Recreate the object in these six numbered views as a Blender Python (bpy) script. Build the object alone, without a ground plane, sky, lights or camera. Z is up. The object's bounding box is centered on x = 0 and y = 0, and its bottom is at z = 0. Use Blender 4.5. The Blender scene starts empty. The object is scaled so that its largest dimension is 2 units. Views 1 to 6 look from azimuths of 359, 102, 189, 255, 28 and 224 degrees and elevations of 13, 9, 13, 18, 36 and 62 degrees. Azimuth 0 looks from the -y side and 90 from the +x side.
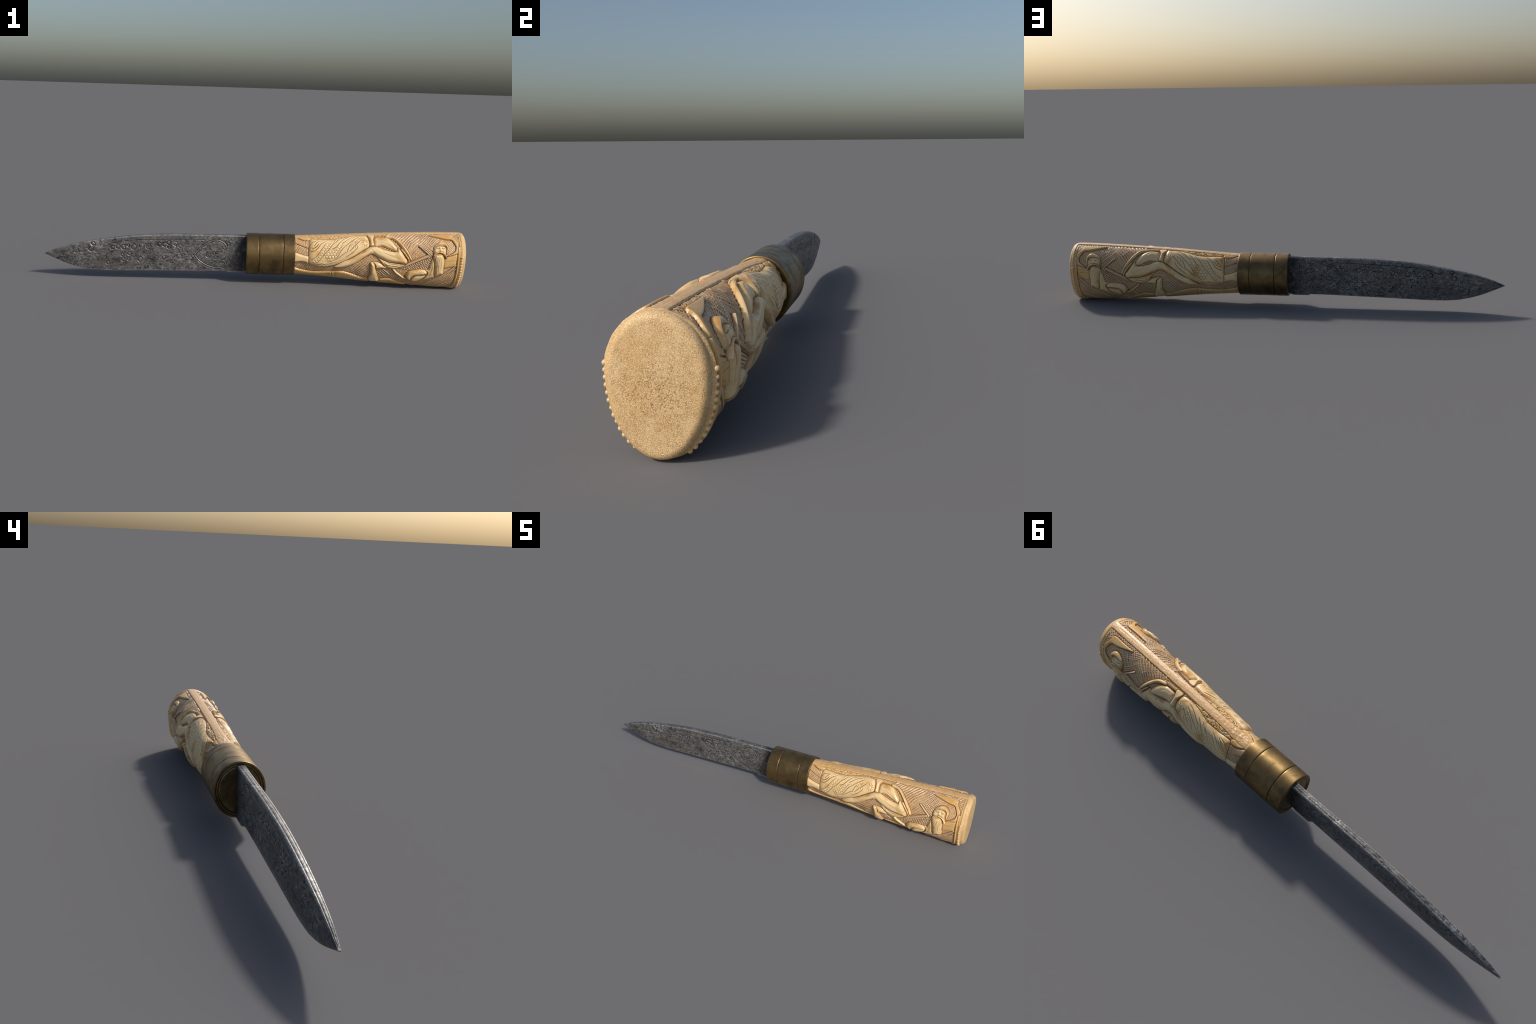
"""Antique dagger lying edge-down: etched steel blade, brass ferrule, carved ivory handle.

Frame: x runs along the knife (tip at -1, pommel at +1), z is up, the knife is mirrored in y.
The handle is one lofted surface with a relief; relief coordinates on each flank are
(x, a): x along the knife, a = arc length in metres up (+) or down (-) from the widest line.
"""
import bpy, math
import numpy as np

rng = np.random.default_rng(7)
for block in (bpy.data.objects, bpy.data.meshes, bpy.data.materials):
    for item in list(block):
        block.remove(item)

STEP = 0.0008          # mesh resolution of the carved handle, metres

# ------------------------------------------------------------------ helpers
def curve(keys):
    """Smooth Hermite curve through (x, value) keys."""
    k = np.array(keys, float)
    xs, ys = k[:, 0], k[:, 1]
    h = np.diff(xs)
    d = np.diff(ys) / h
    m = np.empty_like(ys)
    m[0], m[-1] = d[0], d[-1]
    m[1:-1] = (d[:-1] + d[1:]) / 2
    def f(x):
        x = np.clip(x, xs[0], xs[-1])
        i = np.clip(np.searchsorted(xs, x) - 1, 0, len(xs) - 2)
        t = (x - xs[i]) / h[i]
        return ((2*t**3 - 3*t**2 + 1) * ys[i] + (t**3 - 2*t*t + t) * h[i] * m[i]
                + (-2*t**3 + 3*t*t) * ys[i+1] + (t**3 - t*t) * h[i] * m[i+1])
    return f

def smoothstep(e0, e1, x):
    t = np.clip((x - e0) / (e1 - e0), 0, 1)
    return t * t * (3 - 2 * t)

def noise2(x, y, seed=0):
    """Value noise in -1..1 on a unit lattice."""
    xi, yi = np.floor(x).astype(np.int64), np.floor(y).astype(np.int64)
    fx, fy = x - xi, y - yi
    fx, fy = fx*fx*(3-2*fx), fy*fy*(3-2*fy)
    def lattice(i, j):
        n = (i * 374761393 + j * 668265263 + seed * 974634533) & 0x7fffffff
        n = ((n ^ (n >> 13)) * 1274126177) & 0x7fffffff
        return ((n ^ (n >> 16)) & 0xffff) / 32767.5 - 1
    a, b = lattice(xi, yi), lattice(xi+1, yi)
    c, d = lattice(xi, yi+1), lattice(xi+1, yi+1)
    return (a*(1-fx) + b*fx) * (1-fy) + (c*(1-fx) + d*fx) * fy

def fbm(x, y, octaves=4, seed=0):
    total, amp = 0, 1.0
    for o in range(octaves):
        total = total + amp * noise2(x * 2**o, y * 2**o, seed + o)
        amp *= 0.5
    return total

def spline(points, closed=False, per=6):
    """Catmull-Rom through control points."""
    p = np.array(points, float)
    n = len(p)
    if n < 3 and not closed:
        return p
    out = []
    t = np.linspace(0, 1, per, endpoint=False)[:, None]
    for i in range(n if closed else n - 1):
        if closed:
            a, b, c, d = p[i-1], p[i], p[(i+1) % n], p[(i+2) % n]
        else:
            a, b, c, d = p[max(i-1, 0)], p[i], p[i+1], p[min(i+2, n-1)]
        out.append(0.5*((2*b) + (c-a)*t + (2*a-5*b+4*c-d)*t**2 + (-a+3*b-3*c+d)*t**3))
    out = np.concatenate(out)
    return out if closed else np.vstack([out, p[-1]])

def path_distance(px, py, path):
    """Distance to a polyline, and the fraction of its length at the nearest point."""
    best = np.full(px.shape, 1e9)
    along = np.zeros(px.shape)
    seg = np.linalg.norm(np.diff(path, axis=0), axis=1)
    start = np.r_[0, np.cumsum(seg)]
    for i in range(len(seg)):
        ax, ay = path[i]
        dx, dy = path[i+1] - path[i]
        t = np.clip(((px-ax)*dx + (py-ay)*dy) / max(dx*dx+dy*dy, 1e-12), 0, 1)
        d = np.hypot(px-ax-t*dx, py-ay-t*dy)
        near = d < best
        best = np.where(near, d, best)
        along = np.where(near, start[i] + t*seg[i], along)
    return best, along / max(start[-1], 1e-9)

def inside_distance(px, py, outline):
    """Signed distance to a closed outline: positive inside."""
    ring = np.vstack([outline, outline[:1]])
    d, _ = path_distance(px, py, ring)
    inside = np.zeros(px.shape, bool)
    for (ax, ay), (bx, by) in zip(ring[:-1], ring[1:]):
        if ay == by:
            continue
        cross = ((ay > py) != (by > py)) & (px < (bx-ax)*(py-ay)/(by-ay) + ax)
        inside ^= cross
    return np.where(inside, d, -d)

# ------------------------------------------------------------------ materials
class Nodes:
    """Small wrapper for building a node tree."""
    def __init__(self, name):
        self.mat = bpy.data.materials.new(name)
        self.mat.use_nodes = True
        self.t = self.mat.node_tree
        self.bsdf = self.t.nodes["Principled BSDF"]
        self.obj = self.add("ShaderNodeTexCoord").outputs["Object"]
    def add(self, kind, **props):
        n = self.t.nodes.new(kind)
        for k, v in props.items():
            setattr(n, k, v)
        return n
    def put(self, socket, value):
        if hasattr(value, "is_linked"):
            self.t.links.new(value, socket)
        else:
            socket.default_value = value
    def stretched(self, scale):
        m = self.add("ShaderNodeMapping")
        m.inputs["Scale"].default_value = scale
        self.put(m.inputs["Vector"], self.obj)
        return m.outputs["Vector"]
    def noise(self, scale, detail=4, rough=0.55, distortion=0.0, vector=None):
        n = self.add("ShaderNodeTexNoise")
        self.put(n.inputs["Vector"], vector or self.obj)
        n.inputs["Scale"].default_value = scale
        n.inputs["Detail"].default_value = detail
        n.inputs["Roughness"].default_value = rough
        n.inputs["Distortion"].default_value = distortion
        return n.outputs["Fac"]
    def cells(self, scale, feature="DISTANCE_TO_EDGE", vector=None):
        n = self.add("ShaderNodeTexVoronoi", feature=feature)
        self.put(n.inputs["Vector"], vector or self.obj)
        n.inputs["Scale"].default_value = scale
        return n.outputs["Distance"]
    def warped(self, amount, scale):
        n = self.add("ShaderNodeTexNoise")
        self.put(n.inputs["Vector"], self.obj)
        n.inputs["Scale"].default_value = scale
        m = self.add("ShaderNodeVectorMath", operation="MULTIPLY_ADD")
        self.put(m.inputs[0], n.outputs["Color"])
        m.inputs[1].default_value = (amount,) * 3
        self.put(m.inputs[2], self.obj)
        return m.outputs[0]
    def range(self, value, lo, hi, to_lo=0.0, to_hi=1.0):
        n = self.add("ShaderNodeMapRange", interpolation_type="SMOOTHSTEP")
        self.put(n.inputs["Value"], value)
        for k, v in zip(("From Min", "From Max", "To Min", "To Max"), (lo, hi, to_lo, to_hi)):
            n.inputs[k].default_value = v
        return n.outputs["Result"]
    def math(self, op, a, b=0.0):
        n = self.add("ShaderNodeMath", operation=op)
        self.put(n.inputs[0], a)
        self.put(n.inputs[1], b)
        return n.outputs[0]
    def mix(self, fac, a, b, blend="MIX"):
        n = self.add("ShaderNodeMix", data_type="RGBA", blend_type=blend)
        self.put(n.inputs["Factor"], fac)
        self.put(n.inputs["A"], (*a, 1) if isinstance(a, tuple) else a)
        self.put(n.inputs["B"], (*b, 1) if isinstance(b, tuple) else b)
        return n.outputs["Result"]
    def pointiness(self):
        return self.add("ShaderNodeNewGeometry").outputs["Pointiness"]
    def slope(self):
        """0 on the handle's own skin, 1 where the carving falls away steeply beside a cut."""
        flat = self.add("ShaderNodeVectorMath", operation="MULTIPLY_ADD")     # outward direction of the oval section
        self.put(flat.inputs[0], self.obj)
        flat.inputs[1].default_value = (0.0, 2.0, 1.0)
        flat.inputs[2].default_value = (0.0, 0.0, -0.145)
        unit = self.add("ShaderNodeVectorMath", operation="NORMALIZE")
        self.put(unit.inputs[0], flat.outputs[0])
        dot = self.add("ShaderNodeVectorMath", operation="DOT_PRODUCT")
        self.put(dot.inputs[0], unit.outputs[0])
        self.put(dot.inputs[1], self.add("ShaderNodeNewGeometry").outputs["Normal"])
        return self.range(dot.outputs["Value"], 0.93, 0.72)
    def bump(self, height, strength, distance, normal=None):
        n = self.add("ShaderNodeBump")
        self.put(n.inputs["Height"], height)
        n.inputs["Strength"].default_value = strength
        n.inputs["Distance"].default_value = distance
        if normal:
            self.put(n.inputs["Normal"], normal)
        return n.outputs["Normal"]
    def finish(self, color, rough, normal=None, **inputs):
        self.put(self.bsdf.inputs["Base Color"], color)
        self.put(self.bsdf.inputs["Roughness"], rough)
        if normal:
            self.put(self.bsdf.inputs["Normal"], normal)
        for k, v in inputs.items():
            self.put(self.bsdf.inputs[k.replace("_", " ")], v)
        return self.mat

CREAM, OCHRE = (0.83, 0.60, 0.305), (0.66, 0.34, 0.085)
TAN, BROWN = (0.57, 0.35, 0.16), (0.14, 0.066, 0.025)

def carved_ivory(name, base, stain, stain_amount, groove_brown, fleck_sheen, sheen_amount, rough, slope_stain=(0.58, 0.30, 0.085)):
    """Old ivory: ochre stain in clouds, brown dirt held in the cut lines, sky sheen painted pale on the ridges."""
    n = Nodes(name)
    cloud = n.noise(13, 6, 0.62, 1.0)
    fleck = n.noise(60, 3, 0.6)
    color = n.mix(n.range(cloud, 0.62 - stain_amount, 0.75 - stain_amount*0.6), base, stain)
    color = n.mix(n.range(fleck, 0.45, 0.75, 0, 0.25), color, fleck_sheen)
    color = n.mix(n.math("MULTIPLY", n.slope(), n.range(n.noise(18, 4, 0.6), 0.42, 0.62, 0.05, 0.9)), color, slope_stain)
    point = n.pointiness()
    color = n.mix(n.range(point, 0.506, 0.55, 0, sheen_amount), color, fleck_sheen)  # sky reflection on raised ridges, painted in as a paler colour
    color = n.mix(n.range(point, 0.497, 0.462, 0, groove_brown), color, BROWN)
    pores = n.range(n.cells(140, "F1"), 0.10, 0.03)
    pores = n.math("MULTIPLY", pores, n.range(n.noise(14, 2), 0.55, 0.68))
    color = n.mix(n.math("MULTIPLY", pores, 0.7), color, BROWN)
    grain = n.noise(420, 3, 0.6, vector=n.stretched((0.35, 1, 1)))
    normal = n.bump(grain, 0.25, 0.0006)
    return n.finish(color, n.range(cloud, 0.3, 0.7, rough - 0.05, rough + 0.08), normal,
                    Specular_IOR_Level=0.5, Subsurface_Weight=0.04, Subsurface_Scale=0.004)

def crackled_ivory(name, base, crack, cell, crack_amount, rough, relief, centre=None):
    """Ivory with a fine net of cracks; brown pores gather round `centre` (end grain)."""
    n = Nodes(name)
    net = n.cells(cell, vector=n.warped(0.010, 110))
    lines = n.range(net, 0.16, 0.0)
    patch = n.noise(45, 4, 0.6)
    color = n.mix(n.range(n.noise(16, 4), 0.35, 0.7), base, tuple(c*s for c, s in zip(base, (0.92, 0.86, 0.74))))
    amount = n.range(patch, 0.3, 0.65, 0.35, 1.0)
    if centre:
        off = n.add("ShaderNodeVectorMath", operation="DISTANCE")
        n.put(off.inputs[0], n.obj)
        off.inputs[1].default_value = centre
        amount = n.math("MULTIPLY", amount, n.range(off.outputs["Value"], 0.10, 0.015, 0.8, 1.15))
        pore = n.range(n.noise(210, 3, 0.6), 0.52, 0.64)
        pore = n.math("MULTIPLY", pore, n.range(off.outputs["Value"], 0.085, 0.015, 0.3, 1.0))
        color = n.mix(n.math("MULTIPLY", pore, 0.85), color, (0.33, 0.17, 0.06))
    stain = n.math("MULTIPLY", n.math("MULTIPLY", lines, amount), crack_amount)
    color = n.mix(stain, color, crack)
    height = n.math("SUBTRACT", n.math("MULTIPLY", n.noise(260, 3), 0.6), lines)
    return n.finish(color, rough, n.bump(height, relief, 0.0010),
                    Specular_IOR_Level=0.5, Subsurface_Weight=0.04, Subsurface_Scale=0.004)

def aged_brass():
    n = Nodes("aged_brass")
    cloud = n.noise(18, 6, 0.65, 0.4)
    fine = n.noise(190, 3, 0.65)
    color = n.mix(n.range(cloud, 0.35, 0.7), (0.25, 0.165, 0.066), (0.105, 0.072, 0.034))
    color = n.mix(n.range(fine, 0.5, 0.75, 0, 0.45), color, (0.085, 0.058, 0.028))
    color = n.mix(n.range(n.pointiness(), 0.52, 0.60, 0, 0.85), color, (0.62, 0.42, 0.18))
    rough = n.math("ADD", n.range(cloud, 0.3, 0.7, 0.29, 0.44), n.math("MULTIPLY", fine, 0.1))
    return n.finish(color, rough, n.bump(fine, 0.12, 0.0005), Metallic=0.85)

def etched_steel(name="etched_steel", bright=0.0):
    """Dark corroded steel: grey bloom, black pitting, brown rust streaks, bare rubbed flecks."""
    n = Nodes(name)
    along = n.stretched((0.62, 1, 1))                          # streaked along the blade
    flake = n.noise(48, 8, 0.72, 1.6, along)
    fine = n.noise(230, 4, 0.7, 0.8, along)
    cloud = n.noise(10, 4, 0.6)
    color = n.mix(n.range(flake, 0.38, 0.60), (0.042, 0.042, 0.046), (0.175, 0.170, 0.162))
    color = n.mix(n.range(cloud, 0.42, 0.66, 0, 0.55), color, (0.085, 0.080, 0.077))
    bare = n.math("MULTIPLY", n.range(n.noise(62, 6, 0.72, 1.4), 0.51, 0.58), n.range(n.noise(7, 3, 0.55), 0.38, 0.56, 0.25, 1.0))
    color = n.mix(n.math("MULTIPLY", bare, 0.8), color, (0.40, 0.39, 0.37))
    vein = n.math("ABSOLUTE", n.math("SUBTRACT", flake, 0.5))
    color = n.mix(n.range(vein, 0.018, 0.003, 0, 0.6), color, (0.30, 0.29, 0.275))
    color = n.mix(n.range(fine, 0.55, 0.68, 0, 0.75), color, (0.022, 0.020, 0.019))
    rust = n.math("MULTIPLY", n.range(n.noise(8, 5, 0.6, 0.8, n.stretched((1, 1, 2.6))), 0.56, 0.70), 0.5)
    color = n.mix(rust, color, (0.105, 0.058, 0.036))
    spread = n.add("ShaderNodeSeparateXYZ")
    n.put(spread.inputs[0], n.obj)
    soot = n.math("MULTIPLY", n.range(spread.outputs["X"], -0.125, -0.055), n.range(n.noise(30, 4, 0.6), 0.38, 0.55, 0.35, 0.9))
    color = n.mix(soot, color, (0.022, 0.022, 0.024))          # heat-blackened root by the ferrule
    if bright:
        color = n.mix(n.range(flake, 0.40, 0.58, bright*0.35, bright), color, (0.42, 0.41, 0.395))
    point = n.pointiness()
    color = n.mix(n.range(point, 0.51, 0.56, 0, 0.6), color, (0.30, 0.29, 0.27))
    color = n.mix(n.range(point, 0.494, 0.455, 0, 0.92), color, (0.015, 0.013, 0.012))
    height = n.math("ADD", flake, n.math("MULTIPLY", fine, 0.3))
    rough = n.range(flake, 0.35, 0.65, 0.34, 0.5)
    return n.finish(color, rough, n.bump(height, 0.5, 0.0018), Metallic=0.35)

MAT = {
    "figure": carved_ivory("ivory_figure", CREAM, OCHRE, 0.125, 0.9, (0.84, 0.67, 0.41), 0.5, 0.30),
    "stained": carved_ivory("ivory_stained", (0.72, 0.445, 0.165), OCHRE, 0.15, 0.85, (0.82, 0.63, 0.38), 0.55, 0.30),
    "ground": carved_ivory("ivory_ground", TAN, (0.48, 0.25, 0.085), 0.08, 0.95, (0.84, 0.68, 0.48), 0.9, 0.32, (0.42, 0.235, 0.105)),
    "groove": carved_ivory("ivory_groove", (0.42, 0.235, 0.100), (0.28, 0.145, 0.055), 0.10, 0.8, (0.56, 0.37, 0.19), 0.6, 0.38),
    "band": crackled_ivory("ivory_band", (0.75, 0.475, 0.22), (0.36, 0.18, 0.06), 90, 0.5, 0.36, 0.16),
    "cap": crackled_ivory("ivory_cap", (0.88, 0.62, 0.32), (0.34, 0.17, 0.055), 320, 0.85, 0.42, 0.5, centre=(1.0, 0, 0.125)),
    "brass": aged_brass(),
    "steel": etched_steel(),
    "honed": etched_steel("honed_steel", 0.45),
}

# ------------------------------------------------------------------ objects
def empty(name, parent=None):
    o = bpy.data.objects.new(name, None)
    bpy.context.scene.collection.objects.link(o)
    o.parent = parent
    return o

def mesh_object(name, verts, quads, material, parent, normals=None, smooth=True):
    """Mesh from arrays; quads may hold triangles as a repeated last index."""
    me = bpy.data.meshes.new(name)
    me.vertices.add(len(verts))
    me.vertices.foreach_set("co", np.asarray(verts, np.float32).ravel())
    me.loops.add(quads.size)
    me.polygons.add(len(quads))
    me.loops.foreach_set("vertex_index", quads.astype(np.int32).ravel())
    me.polygons.foreach_set("loop_start", np.arange(0, quads.size, quads.shape[1], dtype=np.int32))
    me.update(calc_edges=True)
    me.validate()
    me.polygons.foreach_set("use_smooth", np.full(len(me.polygons), smooth))
    me.materials.append(material)
    if normals is not None:
        me.normals_split_custom_set_from_vertices(normals.tolist())
    o = bpy.data.objects.new(name, me)
    bpy.context.scene.collection.objects.link(o)
    o.parent = parent
    return o

def ring_quads(rows, count):
    """Quads of a tube of `rows` closed rings with `count` vertices each."""
    i = np.arange(rows - 1)[:, None] * count
    k = np.arange(count)[None, :]
    k2 = (k + 1) % count
    return np.stack([i + k, i + k2, i + count + k2, i + count + k], -1).reshape(-1, 4)

def vertex_normals(v, q):
    n = np.zeros_like(v)
    f = np.cross(v[q[:, 2]] - v[q[:, 0]], v[q[:, 3]] - v[q[:, 1]])
    for c in range(4):
        for ax in range(3):
            n[:, ax] += np.bincount(q[:, c], f[:, ax], len(v))
    return n / np.maximum(np.linalg.norm(n, axis=1, keepdims=True), 1e-12)

dagger = empty("carved_dagger")
dagger["label"] = "antique dagger, dark etched blade, brass ferrule, carved ivory handle"
dagger["category"] = "dagger"

# ================================================================== BLADE
SPINE = curve([(-1.0, .1145), (-.93, .1420), (-.87, .1600), (-.80, .1762), (-.73, .1898), (-.59, .2100),
               (-.48, .2192), (-.387, .2235), (-.2, .2258), (.03, .2270)])
EDGE = curve([(-1.0, .1125), (-.958, .0935), (-.906, .0715), (-.86, .0562), (-.80, .0430), (-.75, .0385), (-.69, .0372),
              (-.55, .0405), (-.387, .0447), (-.14, .0490), (-.132, .0488)])
THICK = curve([(-1.0, .0036), (-.95, .0078), (-.85, .0110), (-.70, .0130), (-.50, .0140), (-.2, .0144), (.03, .0146)])
# section: share of the height above the edge -> share of the spine's half thickness
SECTION = curve([(0, .10), (.06, .30), (.25, .62), (.5, .86), (.75, .97), (.93, 1.0), (.97, .98), (1.0, .86)])

def blade_bottom(x):
    ricasso = .0468 + .006 * smoothstep(-.068, -.034, x) ** 2
    return np.where(x > -.124, ricasso, np.where(x < -.134, EDGE(x), .0468 + (.0488-.0468) * (-.124-x)/.010))

HEART_UPPER = spline([(-.285, .127), (-.251, .166), (-.218, .190), (-.184, .201), (-.155, .195), (-.135, .178), (-.138, .161), (-.146, .168)])
HEART_LOWER = spline([(-.285, .127), (-.262, .099), (-.227, .076), (-.187, .064), (-.153, .067), (-.136, .085), (-.145, .102), (-.153, .093)])
FULLER_LINE = spline([(-.699, .165), (-.659, .178), (-.586, .189), (-.501, .195), (-.38, .1995), (-.246, .202), (-.240, .190), (-.252, .176), (-.280, .177)])
TENDRIL = spline([(-.235, .206), (-.240, .190), (-.246, .178), (-.252, .166)])
STEM = spline([(-.285, .127), (-.31, .118), (-.34, .112), (-.375, .112), (-.40, .110)])
SCROLLS = [(-.65, .157, .011), (-.623, .158, .011), (-.599, .163, .007), (-.575, .157, .013), (-.535, .165, .012),
           (-.848, .129, .009), (-.779, .142, .012), (-.766, .170, .010), (-.673, .152, .010), (-.505, .161, .012),
           (-.453, .172, .011), (-.429, .175, .011), (-.405, .184, .010), (-.404, .164, .010), (-.352, .170, .010),
           (-.376, .178, .011)]
BLOSSOMS = [(-.624, .097, .010), (-.600, .097, .009), (-.629, .119, .008), (-.543, .100, .012), (-.595, .124, .009),
            (-.698, .078, .009), (-.465, .110, .008), (-.433, .108, .009), (-.360, .115, .012), (-.302, .107, .009),
            (-.326, .134, .010), (-.219, .128, .012), (-.190, .136, .007), (-.183, .115, .008), (-.500, .095, .009)]

def blade_relief(x, z):
    """Etched ornament and corrosion on a blade flank, metres (+ out)."""
    h = 0.00020 * fbm(x*110, z*150, 4, 3) + 0.00025 * fbm(x*260, z*330, 2, 9)
    flake = fbm(x*55, z*85, 4, 21)
    h += 0.0003 * (smoothstep(.02, .10, flake) - .5)                    # lifted oxide flakes
    wear = .8 + .35 * smoothstep(-.35, .25, fbm(x*14, z*18, 3, 31))    # ornament survives in places
    def line(path, ridge, groove, width):
        lo, hi = path.min(0) - .012, path.max(0) + .012
        m = (x > lo[0]) & (x < hi[0]) & (z > lo[1]) & (z < hi[1])
        d, _ = path_distance(x[m], z[m], path)
        h[m] += ridge*np.exp(-(d/width)**2) - groove*np.exp(-((d-2.2*width)/width)**2)
    line(HEART_UPPER, .0011, .0016, .0021)
    line(HEART_LOWER, .0011, .0016, .0021)
    line(FULLER_LINE, -.0018, -.0005, .0017)
    line(TENDRIL, .0009, .0007, .0016)
    line(STEM, -.0010, -.0004, .0018)
    for cx, cz, r, deep in [(*s, 1.0) for s in SCROLLS] + [(*s, .75) for s in BLOSSOMS]:
        m = (abs(x-cx) < r+.008) & (abs(z-cz) < r+.008)
        dx, dz = x[m]-cx, z[m]-cz
        rad, ang = np.hypot(dx, dz), np.arctan2(dz, dx)
        swirl = 1.15 * r * (.78 + .22*(((ang + cx*90) % (2*math.pi))/math.pi - 1))    # a ring that spirals inwards
        h[m] += deep*wear[m]*(-.0026*np.exp(-((rad-swirl)/.0030)**2)
                              + .0005*np.exp(-((rad-swirl-.0055)/.0022)**2))
    # cartouche on the ricasso: a double line round a tall rounded rectangle
    lean = -.0995 + (z - .13) * -.02
    q = np.hypot(np.maximum(abs(x-lean) - .008, 0), np.maximum(abs(z-.130) - .060, 0)) - .013
    near = abs(q) < .02
    h += np.where(near, .0009*np.exp(-(q/.0016)**2) - .0009*np.exp(-((q+.0038)/.0015)**2), 0)
    h += np.where(q < -.004, .0007*fbm(x*160, z*160, 2, 44), 0)
    h -= .0008*np.exp(-((x + .121 + (z-.13)*.02)/.0014)**2)
    return h

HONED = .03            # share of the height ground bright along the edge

def build_blade():
    bx = np.r_[-.9995, -.9985, np.arange(-.997, .012, .0013)]
    side = np.r_[np.linspace(0, .93, 124), np.linspace(.94, 1.0, 9)]
    span = np.linspace(-1, 1, 17)[1:-1]
    X, V = np.meshgrid(bx, side, indexing="ij")
    bottom, top, thick = blade_bottom(X), SPINE(X), THICK(X)
    Z = bottom + (top - bottom) * V
    half = thick * SECTION(V)
    blunt = smoothstep(-.140, -.120, X) * (1 - V)                        # the ricasso has no edge
    half = half + (thick*.78 - half).clip(0) * blunt
    fade = smoothstep(0, .05, V) * smoothstep(1.0, .95, V) * smoothstep(-.999, -.975, X) * smoothstep(.0, -.03, X)
    left = -(half + blade_relief(X, Z) * fade)
    right = half + blade_relief(X + 3e-4, Z) * fade
    XS, S = np.meshgrid(bx, span, indexing="ij")
    ts = THICK(XS) * float(SECTION(np.array(1.0)))
    crown = .0012 * (1 - S**2) - .0011*np.exp(-((abs(S) - .45)/.10)**2)   # spine with two fine flutes
    zs = SPINE(XS) + (crown + .00016*fbm(XS*90, S*4 + 7, 2, 5)) * smoothstep(-.999, -.97, XS)
    rows = [np.stack([X, left, Z], -1), np.stack([XS, S*ts, zs], -1),
            np.stack([X, right, Z], -1)[:, ::-1]]
    P = np.concatenate(rows, 1)
    n, m = P.shape[:2]
    verts = P.reshape(-1, 3)
    quads = ring_quads(n, m)
    # close the tip with a strip across the section
    k = np.arange(m // 2 - 1)
    tip = np.stack([k, k+1, m-2-k, m-1-k], -1)[:, ::-1]
    quads = np.vstack([quads, tip])
    blade = mesh_object("blade", verts, quads[:, ::-1], MAT["steel"], dagger)
    blade.data.materials.append(MAT["honed"])
    edge = int((side < HONED).sum())
    corner = int((side > .968).sum())
    k = np.arange(m)
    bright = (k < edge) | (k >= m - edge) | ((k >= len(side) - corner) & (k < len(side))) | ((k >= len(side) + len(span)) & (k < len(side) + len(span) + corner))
    slots = np.zeros(len(quads), np.int32)
    slots[:(n-1)*m] = np.tile(bright, n - 1)
    if len(blade.data.polygons) == len(slots):
        blade.data.polygons.foreach_set("material_index", slots)
    return blade

build_blade()

# ================================================================== FERRULE
ferrule = empty("ferrule", dagger)
FERRULE_Z, FERRULE_W, FERRULE_H = .1395, .0895, .0990

def turned(name, profile, material, parent, count=192):
    """Oval turned part: profile = (x, inset from the ferrule's outer skin) from back to front."""
    t = np.linspace(0, 2*math.pi, count, endpoint=False)
    p = spline(profile, per=1) if len(profile) < 3 else np.array(profile, float)
    verts = []
    for x, inset in p:
        verts.append(np.stack([np.full(count, x), (FERRULE_W-inset)*np.sin(t), FERRULE_Z + (FERRULE_H-inset)*np.cos(t)], -1))
    verts = np.concatenate(verts)
    return mesh_object(name, verts, ring_quads(len(p), count)[:, ::-1], material, parent)

def rounded(x0, x1, r, depth, base=0.0, steps=5):
    """Band profile with rounded shoulders; both ends dive `depth` under the skin."""
    a = np.linspace(0, math.pi/2, steps)
    start = [(x0 + r*(1-math.cos(t)), base + r*(1-math.sin(t))) for t in a]
    end = [(x1 - r*(1-math.cos(t)), base + r*(1-math.sin(t))) for t in a[::-1]]
    mid = [(x0 + (x1-x0)*f, base) for f in (.1, .3, .5, .7, .9)]
    return [(x0, depth)] + start + mid + end + [(x1, depth)]

front = rounded(-.0365, .0239, .0035, .010)
front[0:1] = [(-.0305, .018), (-.0327, .0165), (-.0350, .0152), (-.0357, .0138), (-.0351, .0124), (-.0327, .0104),
              (-.0345, .0085), (-.0371, .0070), (-.0377, .0052)]
turned("ferrule_ring", front, MAT["brass"], ferrule)
turned("ferrule_sleeve", rounded(.0253, .1379, .0015, .006, .0002), MAT["brass"], ferrule)
back = rounded(.1392, .1930, .0028, .014)
back[-1:] = [(.1937, .0050), (.1933, .0075), (.1910, .0105), (.1900, .022)]
turned("ferrule_ring", back, MAT["brass"], ferrule)

def build_plate():
    """Flat brass plate closing the front of the ferrule round the blade."""
    t = np.linspace(0, 2*math.pi, 192, endpoint=False)
    verts = []
    for i, s in enumerate(np.linspace(1, .02, 24)):
        x = -.0345 + .0012*smoothstep(.95, 1.0, s) if i else -.0310
        verts.append(np.stack([np.full(192, x), (FERRULE_W-.0165)*s*np.sin(t), FERRULE_Z + (FERRULE_H-.0165)*s*np.cos(t)], -1))
    mesh_object("ferrule_plate", np.concatenate(verts), ring_quads(24, 192), MAT["brass"], ferrule)

build_plate()

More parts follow.
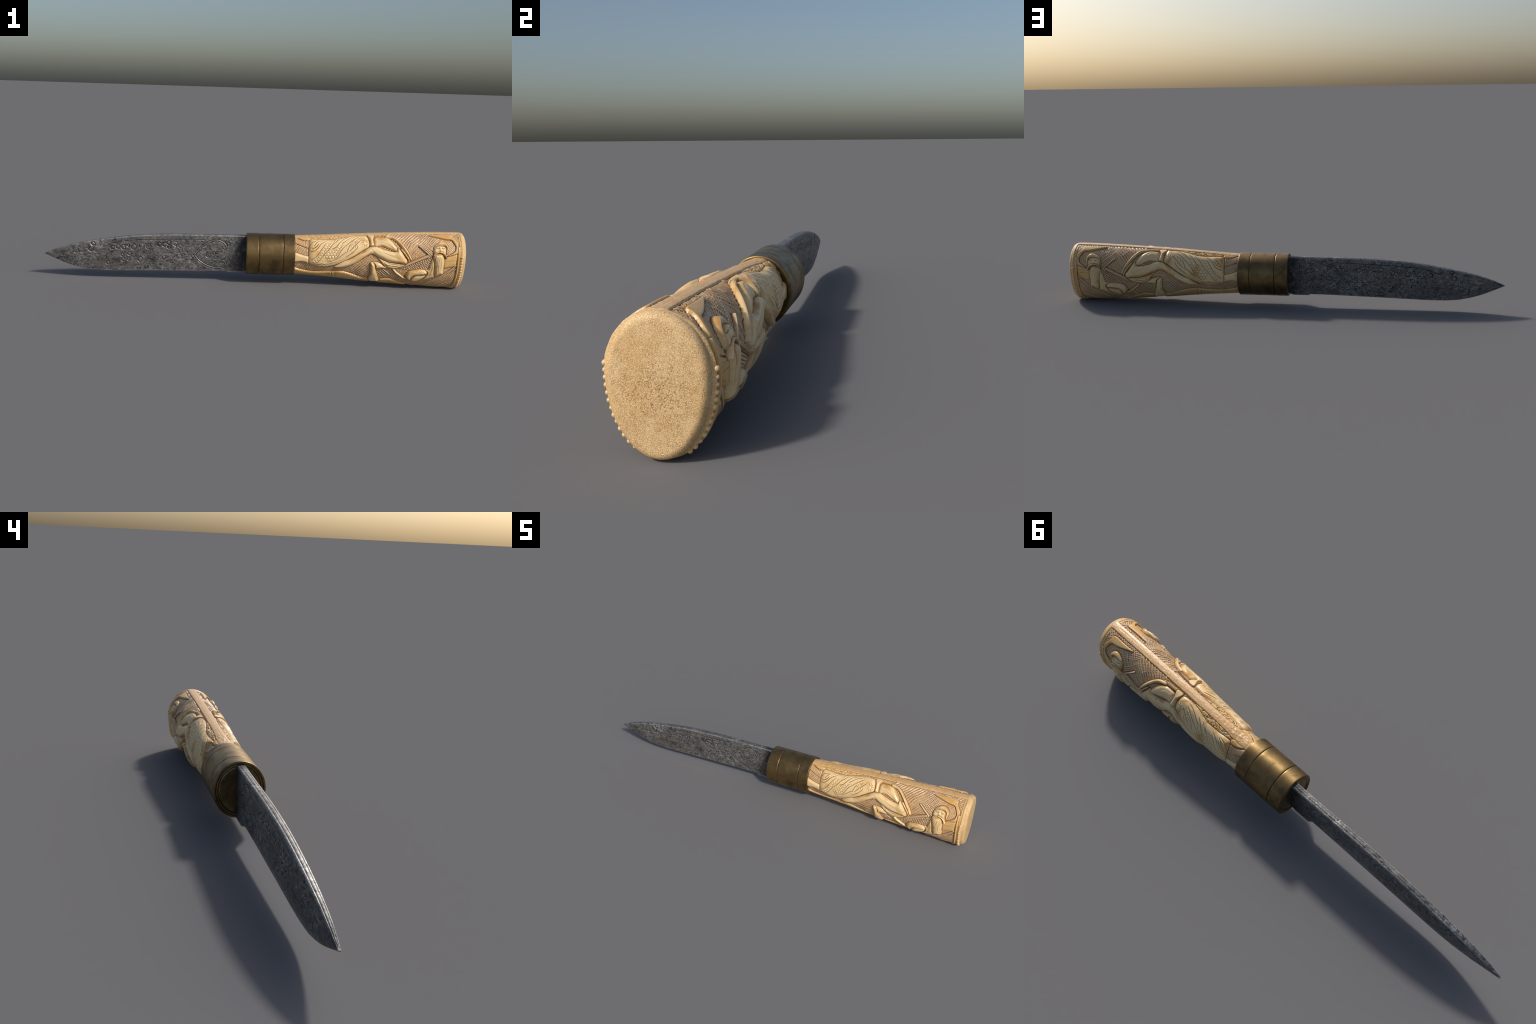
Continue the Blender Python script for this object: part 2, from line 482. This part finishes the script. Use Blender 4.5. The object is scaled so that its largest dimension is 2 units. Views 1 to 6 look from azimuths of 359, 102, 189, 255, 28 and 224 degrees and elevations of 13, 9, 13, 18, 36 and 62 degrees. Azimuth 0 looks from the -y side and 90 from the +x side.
# ================================================================== HANDLE
Z_TOP = curve([(.18, .231), (.35, .2415), (.53, .2525), (.73, .262), (.86, .2668), (1.0, .269)])
Z_BOT = curve([(.18, .051), (.37, .038), (.54, .023), (.73, .011), (.85, .0045), (1.0, .0)])
HALF_W = curve([(.18, .071), (.35, .079), (.5, .0868), (.75, .0965), (.90, .1015), (1.0, .1030)])
FULLNESS = curve([(.18, 1.0), (.45, .99), (.72, .89), (.90, .85), (1.0, .88)])   # <1: fuller lower flanks
CAP_W = .0962
Z_MID = curve([(.18, .142), (.5, .144), (1.0, .157)])
X_START, X_RIM, X_CAP, X_END, RIM_R = .180, .9765, .9815, 1.0, .0165
BAND_HALF = .0185

def section(x, phi, inset=0.0, cap=0.0):
    """Egg-shaped cross-section; `cap` blends to the slimmer end cap."""
    zm, c, s = Z_MID(x), np.cos(phi), np.sin(phi).clip(0)
    z = zm + (np.where(c > 0, Z_TOP(x) - zm, zm - Z_BOT(x)) - inset) * c
    full = np.where(c < 0, FULLNESS(x)*(1-cap) + cap, 1.0)
    wide = HALF_W(x)*(1-cap) + CAP_W*cap - inset
    return np.stack([x + 0*phi, -wide * s**full, z], -1)

def flank_grid():
    """Evenly spaced points over one flank: positions' angle and the (x, a) relief coordinates."""
    xs = np.linspace(X_START, X_RIM, int((X_RIM - X_START)/STEP))
    count = int(.36/STEP)
    ph = np.linspace(0, math.pi, 241)
    X = np.repeat(xs[:, None], count, 1)
    PHI, A = np.empty_like(X), np.empty_like(X)
    for i, x in enumerate(xs):
        p = section(np.full(ph.shape, x), ph)
        s = np.r_[0, np.cumsum(np.linalg.norm(np.diff(p, axis=0), axis=1))]
        even = np.linspace(0, s[-1], count)
        PHI[i] = np.interp(even, s, ph)
        A[i] = np.interp(math.pi/2, ph, s) - even
    return X, PHI, A

X, PHI, A = flank_grid()
FROM_TOP = A[:, :1] - A                     # arc length down from the top line
FROM_BOTTOM = A - A[:, -1:]

# ------------------------------------------------------------ the carving
GROUND = -.0030 - .0010*smoothstep(.02, .06, FROM_TOP)*smoothstep(.02, .07, FROM_BOTTOM)   # cut-away ground below the skin
GROUND = GROUND + .0030*smoothstep(.70, .82, X)*smoothstep(-.03, -.09, A)
height = GROUND.copy()
moat_depth = np.zeros(X.shape)
label = np.zeros(X.shape, int)
NAMES, LOOKS = ["handle"], ["ground"]

def region(name, look):
    NAMES.append(name)
    LOOKS.append(look)
    return len(NAMES) - 1

def window(points, margin):
    lo, hi = points.min(0) - margin, points.max(0) + margin
    i = np.searchsorted(X[:, 0], [lo[0], hi[0]])
    return slice(max(i[0]-1, 0), i[1]+1)

def raise_shape(name, points, rise, shoulder, foot=-.003, look="figure", moat=.0030, corner=6, tilt=None):
    """Carve a raised form: outline -> cushion with `shoulder`-wide rounding, a cut moat around it."""
    outline = spline(points, True, corner)
    w = window(outline, .02)
    x, a = X[w], A[w]
    d = inside_distance(x, a, outline)
    h = height[w]
    out = d <= 0
    cut = np.where(out, np.exp(-(d/.0026)**2), 0)
    h -= .65*moat*cut
    moat_depth[w] = np.where(out, np.maximum(moat_depth[w], cut*moat/.003), 0)
    t = np.clip(d/shoulder, 0, 1)
    top = foot + rise*np.maximum(1-(1-t)**2, 0)**.72
    if tilt:
        top = top + tilt(x, a) * np.sqrt(t)
    height[w] = np.where(out, h, top)
    label[w] = np.where(out, label[w], region(name, look))

def raise_cord(name, points, width, rise, foot=-.003, look="figure", moat=.0025, taper=(1, 1), twist=0, split=False):
    """Carve a raised rod, sash or rope along a path."""
    path = spline(points, per=8)
    w = window(path, .03)
    x, a = X[w], A[w]
    d, along = path_distance(x, a, path)
    half = width/2 * (taper[0] + (taper[1]-taper[0])*along)
    u = d/half
    inside = u < 1
    cut = np.where(~inside, np.exp(-((d-half)/.0028)**2), 0)
    h = height[w] - .65*moat*cut
    moat_depth[w] = np.where(inside, 0, np.maximum(moat_depth[w], cut*moat/.003))
    top = foot + rise*np.maximum(1-u*u, 0)**.7
    if twist:
        path_side = np.sin(along*twist*2*math.pi + (x - a)*220)
        top = top + .0026*path_side
    if split:
        top = top - .0022*np.exp(-(d/.0014)**2)
    height[w] = np.where(inside, top, h)
    label[w] = np.where(inside, region(name, look), label[w])

def engrave(points, depth=.0014, width=.0012, per=6, bulge=0.0, taper=True):
    """Cut a V line; `bulge` lifts the surface on both sides of it."""
    path = spline(points, per=per)
    w = window(path, .02)
    d, along = path_distance(X[w], A[w], path)
    fade = np.clip(np.minimum(along, 1-along)*8 + .25, 0, 1) if taper else 1
    height[w] += fade*(-depth*np.exp(-(d/width)**2) + bulge*np.exp(-((d-3*width)/(2*width))**2))

# ---- hatched ground --------------------------------------------------------
def hatch(angle, spacing, width, amount, seed, wobble=.0026):
    c, s = math.cos(angle), math.sin(angle)
    across = -s*X + c*A + wobble*fbm(X*26, A*26, 2, seed)
    cell = np.floor(across/spacing)
    r = across/spacing - cell - .5
    lift = (.72 + .6*noise2(cell*1.7, (c*X + s*A)*16, seed + 5)) * (.8 + .45*fbm(X*22, A*22, 2, seed + 9))
    return amount * lift * np.exp(-(r*spacing/width)**2)

warp = .02*fbm(X*6, A*6, 2, 77)
upper = smoothstep(.0, .03, A + .25*(X-.62))                                  # sky above the figures
cross = np.exp(-((X-.635)/.06)**2) * smoothstep(-.02, -.05, A)                # net under the drapery
near_ferrule = smoothstep(.29, .26, X)
right = smoothstep(.76, .80, X)
ground = np.maximum(hatch(.80, .0104, 0.0021, 0.0046, 1), hatch(-.80, .0100, 0.0016, 0.0017, 2))
ground = np.where(cross > .35, np.maximum(hatch(.78, .0100, 0.0019, 0.0044, 3), hatch(-.78, .0100, 0.0019, 0.0044, 4)), ground)
sky = np.maximum(hatch(.86, .0118, 0.0032, 0.0046, 6, .003), hatch(-.70, .0072, 0.0017, 0.0020, 7))
sky = sky*(1-right) + right*np.maximum(hatch(.82, .0088, 0.0019, 0.0035, 8), hatch(-.74, .0080, 0.0018, 0.0026, 9))
ground = ground*(1-upper) + sky*upper
low_right = right*smoothstep(-.02, -.06, A)
ground = ground*(1-low_right) + low_right*np.maximum(hatch(.62, .0092, 0.0021, 0.0037, 10), hatch(-.9, .0075, 0.0016, 0.0017, 11))
ground = np.where(near_ferrule > .5, np.maximum(hatch(1.0, .0098, 0.0020, 0.0042, 12), hatch(-.42, .0066, 0.0016, 0.0020, 13)), ground)
height += ground - .0012 + .0004*fbm(X*150, A*150, 3, 14)
# brickwork between the staff and the reclining man
brick = (X > .69) & (X < .835) & (A < .43*(X-.70) - .032) & (A > -.052 - .1*(X-.75))
rows_ = (A - .35*X)/.0085
cols_ = (X + .35*A)/.0095 + .5*(np.floor(rows_) % 2)
mortar = np.minimum(abs(rows_ - np.round(rows_)), abs(cols_ - np.round(cols_)))
height = np.where(brick, GROUND + .0028*smoothstep(.08, .28, mortar) + .0009*fbm(X*170, A*170, 2, 15), height)

# ---- niche with the old man ------------------------------------------------
raise_shape("niche_arch", [(.821, .133), (.856, .119), (.899, .106), (.926, .101), (.938, .083), (.946, .063), (.942, .045),
            (.928, .031), (.905, .019), (.923, .021), (.953, .030), (.9585, .047), (.958, .069), (.955, .085), (.940, .111),
            (.932, .134), (.878, .134)], .0030, .004, -.0005, "stained", moat=.0045, corner=5)
raise_shape("headcloth_fan", [(.885, .003), (.905, .014), (.923, .020), (.953, .027), (.951, -.004), (.947, -.027),
            (.928, -.035), (.885, -.040), (.885, -.014)], .0045, .010, -.003, "stained")
engrave([(.894, -.006), (.948, -.004)], .0014)
engrave([(.91, -.033), (.928, -.024), (.943, -.021)], .0014)
engrave([(.900, .006), (.926, .010), (.950, .014)], .0009)
raise_shape("coat", [(.850, .030), (.834, .003), (.827, -.019), (.820, -.046), (.804, -.049), (.781, -.081), (.763, -.109),
            (.786, -.109), (.812, -.103), (.843, -.093), (.862, -.085), (.870, -.043), (.866, -.004)], .0125, .016)
raise_shape("sleeve", [(.743, -.108), (.747, -.093), (.762, -.080), (.789, -.076), (.814, -.074), (.803, -.094), (.782, -.109),
            (.762, -.115)], .0125, .012)
engrave([(.790, -.080), (.778, -.093), (.764, -.103)], .0012)
raise_shape("sleeve", [(.718, -.078), (.728, -.061), (.746, -.052), (.774, -.047), (.804, -.049), (.818, -.059), (.814, -.073),
            (.780, -.076), (.758, -.081), (.748, -.095), (.744, -.108), (.731, -.104), (.720, -.091)], .0150, .013)
engrave([(.804, -.050), (.814, -.060), (.820, -.076)], .0012)
raise_shape("face", [(.841, .057), (.851, .066), (.872, .069), (.892, .065), (.900, .054), (.900, .036), (.894, .020), (.879, .022),
            (.865, .024), (.851, .022), (.843, .028), (.838, .041)], .0120, .014)
engrave([(.848, .0575), (.858, .0535), (.866, .0560)], .0030, .0021)
engrave([(.875, .0560), (.884, .0525), (.893, .0545)], .0030, .0021)
height += .0034*np.exp(-(((X-.8705)/.0042)**2 + ((A-.0475)/.0075)**2))        # nose
height += .0016*np.exp(-(((X-.8705)/.020)**2 + ((A-.0605)/.0026)**2)) * (label == label.max())   # brow
raise_shape("beard", [(.843, .026), (.858, .031), (.869, .032), (.883, .026), (.893, .003), (.893, -.019), (.892, -.043), (.894, -.070),
            (.876, -.075), (.857, -.085), (.848, -.069), (.846, -.043), (.843, -.016), (.838, .007)], .0175, .020)
for start, middle, end in [((.865, .024), (.857, -.004), (.857, -.043)), ((.869, .025), (.862, -.020), (.866, -.060)),
                           ((.873, .025), (.876, -.012), (.874, -.045)), ((.852, .024), (.846, .003), (.849, -.020)),
                           ((.879, .021), (.884, -.010), (.883, -.050)), ((.858, .026), (.852, -.008), (.852, -.045))]:
    engrave([start, middle, end], .0013, .0012, bulge=.0003)
raise_cord("moustache", [(.869, .037), (.856, .0345), (.845, .0285), (.841, .020)], .0085, .0085, .004, moat=.0012, taper=(1, .5))
raise_cord("moustache", [(.869, .037), (.882, .0335), (.893, .0255), (.902, .010)], .0090, .0085, .004, moat=.0012, taper=(1, .55))
raise_shape("cap", [(.841, .058), (.846, .070), (.856, .080), (.870, .088), (.886, .090), (.899, .083), (.908, .071), (.911, .058),
            (.909, .043), (.904, .027), (.899, .038), (.899, .054), (.892, .064), (.872, .067), (.852, .065)], .0128, .012, moat=.0016)
# ---- rails and frame -------------------------------------------------------
raise_cord("rail", [(.949, -.026), (.917, -.058), (.880, -.088), (.842, -.114), (.814, -.137)], .0055, .0050, -.0035, "ground", .0012)
raise_cord("rail", [(.952, -.044), (.930, -.066), (.900, -.092), (.860, -.118)], .0045, .0038, -.0035, "ground", .0012)
raise_cord("frame", [(.958, .060), (.9575, .020), (.9575, -.030), (.9570, -.080), (.9545, -.125), (.948, -.150), (.935, -.168)],
           .0105, .0055, -.002, "stained", .003, taper=(1, .9))
# ---- staff and its crossbar --------------------------------------------------
raise_cord("staff", [(.694, -.034), (.813, .018)], .0140, .0100, -.003, split=True, look="ground")
raise_cord("crossbar", [(.773, .067), (.800, .043), (.822, .022), (.815, .009)], .0068, .0075, -.003, look="ground")
raise_cord("bowstring", [(.656, -.045), (.670, -.062), (.690, -.078), (.707, -.091), (.724, -.099)], .0085, .0085, -.003, taper=(1.15, .7))
# ---- lower body ----------------------------------------------------------------
raise_shape("hillock", [(.180, -.050), (.196, -.057), (.220, -.067), (.255, -.075), (.289, -.078), (.340, -.073), (.382, -.066), (.416, -.067),
            (.452, -.077), (.488, -.093), (.515, -.105), (.541, -.108), (.549, -.122), (.545, -.200), (.360, -.240), (.180, -.240)],
            .0060, .009, -.003, "stained")
engrave([(.365, -.070), (.372, -.085), (.376, -.110)], .0018, .0016, bulge=.001)
engrave([(.384, -.068), (.388, -.085), (.392, -.108)], .0018, .0016)
engrave([(.350, -.078), (.363, -.092), (.374, -.090)], .0014, .0014)
raise_shape("hillock", [(.600, -.114), (.615, -.108), (.641, -.105), (.660, -.111), (.683, -.125), (.707, -.139), (.735, -.164), (.720, -.240),
            (.600, -.240), (.592, -.150)], .0055, .008, -.003, "stained")
engrave([(.630, -.112), (.645, -.118), (.655, -.124)], .0014, .0014)
raise_shape("thigh", [(.547, -.018), (.560, -.011), (.582, -.013), (.597, -.019), (.614, -.031), (.628, -.040), (.596, -.044), (.575, -.047), (.556, -.047)],
            .0110, .013)
engrave([(.568, -.024), (.590, -.026), (.604, -.027)], .0009)
raise_shape("shin", [(.546, -.016), (.558, -.013), (.572, -.025), (.576, -.046), (.581, -.066), (.592, -.100), (.598, -.120), (.575, -.129),
            (.550, -.122), (.546, -.106), (.550, -.080), (.549, -.047)], .0120, .014)
raise_shape("drapery", [(.578, .015), (.601, .003), (.626, -.006), (.651, -.010), (.684, -.012), (.717, -.012), (.707, -.029), (.686, -.039),
            (.662, -.044), (.639, -.044), (.620, -.037), (.604, -.022), (.591, -.004)], .0090, .016)
for fold in ([(.613, -.008), (.643, -.020), (.677, -.024), (.694, -.020)], [(.627, -.024), (.647, -.030), (.669, -.031), (.692, -.024)],
             [(.592, -.001), (.603, -.016), (.618, -.029), (.635, -.041)], [(.600, .000), (.612, -.014), (.626, -.028), (.644, -.038)]):
    engrave(fold, .0028, .0022, bulge=.0009)
raise_shape("foot", [(.180, .028), (.196, .024), (.224, .013), (.251, .007), (.262, .000), (.262, -.024), (.255, -.029), (.225, -.022), (.200, -.025), (.180, -.026)],
            .0085, .012)
raise_shape("strap", [(.182, .108), (.203, .097), (.227, .086), (.239, .082), (.256, .085), (.256, .048), (.236, .051), (.214, .060), (.182, .076)],
            .0030, .006, -.0035, "ground")
for x0 in (.240, .247):
    engrave([(x0, .082), (x0 + .001, .055)], .0016, .0014)
raise_shape("leaf", [(.182, .116), (.203, .103), (.227, .089), (.255, .086), (.264, .093), (.262, .106), (.233, .119), (.182, .128)],
            .0045, .007, -.003, "stained")
# ---- pebbled mane between skirt and top band ----------------------------------------
mane = (X < .47) & (X > .262) & (A > .085) & (label == 0)
pebble = abs(fbm(X*75 - A*30, A*120, 3, 51))
height = np.where(mane, -.0040 + .0040*smoothstep(.0, .35, pebble), height)
label[mane] = region("mane", "stained")
# ---- skirt with leaves, grapes and wheat ---------------------------------------------
raise_shape("skirt", [(.529, .123), (.508, .127), (.484, .126), (.452, .120), (.429, .113), (.397, .102), (.374, .097), (.342, .095), (.313, .095),
            (.287, .096), (.268, .095), (.259, .084), (.257, .054), (.257, .028), (.257, -.006), (.259, -.028), (.278, -.037), (.303, -.043),
            (.337, -.045), (.371, -.038), (.404, -.024), (.436, -.007), (.469, .013), (.510, .042), (.540, .063), (.541, .090), (.537, .111)],
            .0108, .026, -.003, moat=.0038)
SKIRT = label.max()
for vein in ([(.258, .054), (.275, .073), (.304, .084)], [(.281, .053), (.291, .068), (.306, .080)],
             [(.262, .028), (.282, .032), (.299, .045), (.314, .065), (.342, .083)], [(.267, -.011), (.291, .005), (.309, .030), (.324, .051), (.337, .071)],
             [(.285, -.029), (.304, -.014), (.328, .017), (.350, .040), (.367, .065), (.379, .086)],
             [(.363, .042), (.384, .053), (.401, .075), (.422, .096)], [(.409, .068), (.426, .081), (.453, .101), (.488, .116)],
             [(.352, -.019), (.385, .003), (.409, .040), (.434, .065), (.460, .086), (.487, .106)],
             [(.374, -.011), (.402, .009), (.426, .028), (.443, .034)], [(.427, .006), (.460, .029), (.482, .052), (.485, .063)],
             [(.434, .034), (.445, .058), (.452, .069)], [(.367, .062), (.384, .078), (.396, .092)], [(.445, .034), (.470, .060), (.500, .090)],
             [(.270, .040), (.290, .050), (.303, .066)], [(.300, -.036), (.322, -.026), (.336, -.033)]):
    engrave(vein, .0024, .0015, bulge=.0010)
for cx, ca in ((.467, .071), (.519, .076)):                                   # two tassels of fine cuts
    for k in range(9):
        t = k*2*math.pi/9 + .2
        engrave([(cx + .006*math.cos(t), ca + .006*math.sin(t)), (cx + .019*math.cos(t), ca + .022*math.sin(t))], .0013, .0012, bulge=.0006)

def beads_in(outline, spacing, lift, seed, squash=1.0):
    """Close-packed bumps (grapes) inside an outline on the skirt."""
    ring = spline(outline, True)
    r = np.random.default_rng(seed)
    w = window(ring, .01)
    x, a = X[w], A[w]
    lo, hi = ring.min(0), ring.max(0)
    near, second = np.full(x.shape, 9.0), np.full(x.shape, 9.0)
    for i, gy in enumerate(np.arange(lo[1], hi[1] + spacing, spacing*.86)):
        for gx in np.arange(lo[0], hi[0] + spacing, spacing):
            px, py = gx + (i % 2)*spacing/2 + r.uniform(-.15, .15)*spacing, gy + r.uniform(-.15, .15)*spacing
            d = np.hypot(x-px, (a-py)/squash)
            second = np.minimum(second, np.maximum(near, d))
            near = np.minimum(near, d)
    m = (inside_distance(x, a, ring) > 0) & (label[w] == SKIRT)
    gap = np.clip((second-near)/(spacing*.55), 0, 1)
    height[w] += np.where(m, lift*(np.sqrt(1-(1-gap)**2) - .75), 0)

beads_in([(.350, .038), (.367, .037), (.392, .055), (.417, .063), (.409, .043), (.385, .005), (.361, -.015), (.344, -.017), (.335, -.003), (.328, .015)],
         .0142, .0030, 5)
beads_in([(.322, .044), (.337, .068), (.360, .066), (.346, .040), (.327, .015), (.304, -.014), (.285, -.027), (.277, -.013), (.300, .008)],
         .0128, .0026, 6, .75)
# ---- belt, torso, sashes, arm ---------------------------------------------------------
raise_cord("rope", [(.560, .124), (.582, .124), (.605, .1235), (.630, .121)], .0150, .0070, -.003, "stained", twist=9)
raise_shape("belt", [(.534, .128), (.565, .128), (.561, .100), (.563, .080), (.569, .062), (.545, .060), (.542, .084), (.540, .098)],
            .0120, .010, -.002)
engrave([(.557, .122), (.554, .100), (.558, .066)], .0018, .0014)
raise_shape("torso", [(.565, .109), (.590, .114), (.614, .113), (.633, .105), (.650, .091), (.661, .074), (.671, .055), (.668, .040), (.653, .043),
            (.637, .050), (.620, .056), (.605, .062), (.588, .064), (.566, .062), (.562, .086)], .0130, .018,
            tilt=lambda x, a: -.0035*smoothstep(.61, .575, x))
raise_cord("sash", [(.622, .117), (.646, .111), (.664, .100), (.682, .082), (.698, .062), (.711, .044), (.724, .024), (.735, .003)],
           .0155, .0115, -.003, taper=(1, .75))
raise_cord("sash", [(.690, .050), (.704, .034), (.715, .019), (.724, .006), (.727, -.006)], .0100, .0105, -.003, taper=(.8, .9))
raise_shape("arm", [(.378, -.041), (.402, -.024), (.423, -.012), (.445, -.004), (.477, .016), (.519, .044), (.545, .060), (.563, .063), (.582, .060),
            (.607, .050), (.631, .042), (.653, .038), (.666, .039), (.670, .048), (.675, .056), (.684, .049), (.695, .034), (.708, .014), (.718, .003), (.722, -.010),
            (.714, -.021), (.701, -.021), (.684, -.018), (.651, -.014), (.626, -.008), (.601, .003), (.575, .016), (.558, .025), (.542, .022),
            (.512, .003), (.480, -.019), (.447, -.036), (.414, -.045), (.385, -.044)], .0150, .017, -.003, moat=.0040)
for fold in ([(.300, -.030), (.340, -.030), (.385, -.018)], [(.400, -.016), (.440, .008), (.490, .040)], [(.430, .010), (.470, .034), (.515, .066)]):
    engrave(fold, .0010, .0028, bulge=.0004)
engrave([(.572, .074), (.600, .078), (.630, .066), (.650, .054)], .0012, .0030, bulge=.0005)      # waist under the ribs
engrave([(.575, .098), (.600, .100), (.620, .092)], .0009, .0026, bulge=.0004)
engrave([(.548, .046), (.557, .036), (.566, .030)], .0009, .0022, bulge=.0004)                    # elbow crease
engrave([(.600, .034), (.640, .018), (.680, .006)], .0008, .0034, bulge=.0004)                    # upper-arm muscle
engrave([(.776, -.062), (.795, -.058), (.806, -.066)], .0010, .0020, bulge=.0004)
engrave([(.838, -.020), (.832, -.050), (.826, -.080)], .0014, .0022, bulge=.0005)                 # coat folds
engrave([(.828, -.056), (.818, -.078), (.800, -.096)], .0012, .0020, bulge=.0005)
# ---- top band, rim --------------------------------------------------------------
edge_wave = BAND_HALF + .006*smoothstep(.40, .22, X) + .0006*fbm(X*60, 0*X, 3, 61)
band = FROM_TOP < edge_wave
flat = np.where(band, .00025*fbm(X*40, FROM_TOP*160, 3, 62) + .0010*fbm(X*90, FROM_TOP*110, 2, 63)*smoothstep(.42, .25, X), 0)
height = np.where(band, .0008*np.clip((edge_wave-FROM_TOP)/.003, 0, 1) + flat,
                  height - .0026*np.exp(-((FROM_TOP-edge_wave)/.0022)**2)*smoothstep(.19, .24, X))
height = np.where(band, height, np.minimum(height, -.0005 + .30*np.maximum(FROM_TOP-edge_wave, 0)))
label[band] = region("top_band", "band")
rim = X > .963
step_in = smoothstep(.962, .966, X)
height = np.where(rim & ~band, -.0022 + .0016*fbm(X*110, A*60, 3, 71)*.4, height)
label[rim & ~band] = region("rim", "stained")
fine_rope = (A > .018) & ~band
bumps = np.where(fine_rope, .0022*np.exp(-((X-.9735)/.0020)**2)*(.6 + .4*np.sin(A*2*math.pi/.0062)), 0)
height += bumps
height = np.where(rim & ~band, height + .0022*smoothstep(.972, .978, X), height)
# under the ferrule everything returns to the plain skin; the underside is a worn smooth strip
height = height*smoothstep(.180, .193, X) - .002*smoothstep(.193, .180, X)
underside = smoothstep(.020, .004, FROM_BOTTOM)
height = height*(1-underside) + underside*(.0004*fbm(X*60, A*60, 3, 73))

groove = (moat_depth > .72) & ~band & ~rim & (FROM_BOTTOM > .012)
label[groove] = region("carved_groove", "groove")

# soften by one cell so that walls and cuts are not stair-stepped
def soften(h, times=1):
    for _ in range(times):
        p = np.pad(h, 1, mode="edge")
        h = (4*h + 2*(p[:-2, 1:-1] + p[2:, 1:-1] + p[1:-1, :-2] + p[1:-1, 2:]) + p[:-2, :-2] + p[:-2, 2:] + p[2:, :-2] + p[2:, 2:]) / 16
    return h
height = soften(height, 2)

# ------------------------------------------------------------ skin the handle
def build_handle():
    rows, J = X.shape
    base = section(X, PHI)
    du = np.gradient(base, axis=0)
    dv = np.gradient(base, axis=1)
    nrm = np.cross(du, dv)
    nrm /= np.linalg.norm(nrm, axis=-1, keepdims=True)
    if nrm[rows//2, J//2, 1] > 0:
        nrm = -nrm
    nrm[:, 0, 1] = nrm[:, -1, 1] = 0
    P = base + nrm*height[..., None]
    # the band is planed nearly flat
    P[..., 2] -= np.where(label == label[rows//2, 0], .0, 0)
    # rounded rim and slightly domed end
    extra, tone = [], []
    ph = PHI[-1]
    for c in (.25, .5, .75, 1.0):
        p = section(np.full(J, X_RIM), ph, .0008*c, c)
        p[:, 0] = X_RIM + (X_CAP - X_RIM)*c
        extra.append(p)
    for t in np.linspace(0, math.pi/2, 22)[1:]:
        inset = RIM_R*(1-math.cos(t))
        p = section(np.full(J, X_RIM), ph, .0008 + inset, 1.0)
        p[:, 0] = X_CAP + (X_END - .0025 - X_CAP)*math.sin(t)
        extra.append(p)
    last = extra[-1]
    centre = np.array([X_END, 0, Z_MID(np.array(X_RIM)) - .02])
    for s in np.linspace(1, .004, 60)[1:]:
        p = centre + (last - centre)*s
        p[:, 0] = X_END - .0025*s**2
        extra.append(p)
    E_ = np.array(extra)
    P = np.concatenate([P, E_], 0)
    rows_all = len(P)
    cap_label = region("pommel_cap", "cap")
    lab = np.concatenate([label, np.full((len(E_), J), cap_label)], 0)
    mirror = P[:, -2:0:-1] * np.array([1, -1, 1])
    ring = np.concatenate([P, mirror], 1)
    n = ring.shape[1]
    verts = ring.reshape(-1, 3)
    quads = ring_quads(rows_all, n)
    flank = np.where(np.arange(n) < J - 1, 0, 1)
    k = np.arange(n)
    source = np.where(k < J - 1, k, 2*J - 3 - k).clip(0, J - 1)
    face_label = lab[:-1][:, source].ravel()
    face_flank = np.tile(flank, rows_all - 1)
    f = np.cross(verts[quads[:, 2]] - verts[quads[:, 0]], verts[quads[:, 3]] - verts[quads[:, 1]])
    if (f[n//4] * (verts[quads[n//4, 0]] - [verts[quads[n//4, 0], 0], 0, .14])).sum() < 0:
        quads = quads[:, ::-1]
    normals = vertex_normals(verts, quads)

    def piece(name, look, mask, parent):
        q = quads[mask]
        if len(q) < 12:
            return None
        used, flatq = np.unique(q, return_inverse=True)
        return mesh_object(name, verts[used], flatq.reshape(-1, 4), MAT[look], parent, normals[used])

    core = piece("handle", "ground", face_label == 0, dagger)
    whole = {"carved_groove", "top_band", "rim", "pommel_cap", "mane"}
    for i in range(1, len(NAMES)):
        if NAMES[i] in whole:
            piece(NAMES[i], LOOKS[i], face_label == i, core)
        else:
            for side in (0, 1):
                piece(NAMES[i], LOOKS[i], (face_label == i) & (face_flank == side), core)
    return core

handle = build_handle()

# ------------------------------------------------------------ beads round the pommel
def build_beads():
    seg, rings = 20, 12
    t = np.linspace(0, 2*math.pi, seg, endpoint=False)
    u = np.linspace(.02, math.pi-.02, rings)
    ball = np.stack([np.outer(np.sin(u), np.cos(t)), np.outer(np.sin(u), np.sin(t)), np.outer(np.cos(u), np.ones(seg))], -1).reshape(-1, 3)
    first = mesh_object("bead", ball*.0050, ring_quads(rings, seg)[:, ::-1], MAT["stained"], handle)
    ph = np.linspace(0, math.pi, 600)
    p = section(np.full(600, .9735), ph)
    s = np.r_[0, np.cumsum(np.linalg.norm(np.diff(p, axis=0), axis=1))]
    mid = np.interp(math.pi/2, ph, s)
    made = 0
    for k in range(13):
        for side in (1, -1):
            phi = np.interp(mid - .012 + (.0138*k) + rng.uniform(-.0008, .0008), s, ph)
            if made == 0:
                o = first
            else:
                o = first.copy()
                bpy.context.scene.collection.objects.link(o)
            made += 1
            q = section(np.array([.9735 + rng.uniform(-.0006, .0006)]), np.array([phi]), .0008)[0]
            o.location = (q[0], q[1]*side, q[2])
            sz = rng.uniform(.85, 1.1) * (1.12 if k == 0 else 1)
            o.scale = (sz, sz, sz)
            o.rotation_euler = tuple(rng.uniform(0, 3, 3))

build_beads()

# rest on the ground, longest side 2 m
low = min((o.matrix_basis @ v.co).z if o.name.startswith("bead") else v.co.z
          for o in bpy.data.objects if o.type == "MESH" and (o.name.startswith(("handle", "rim", "hillock", "pommel", "bead"))) for v in o.data.vertices)
dagger.location.z -= low
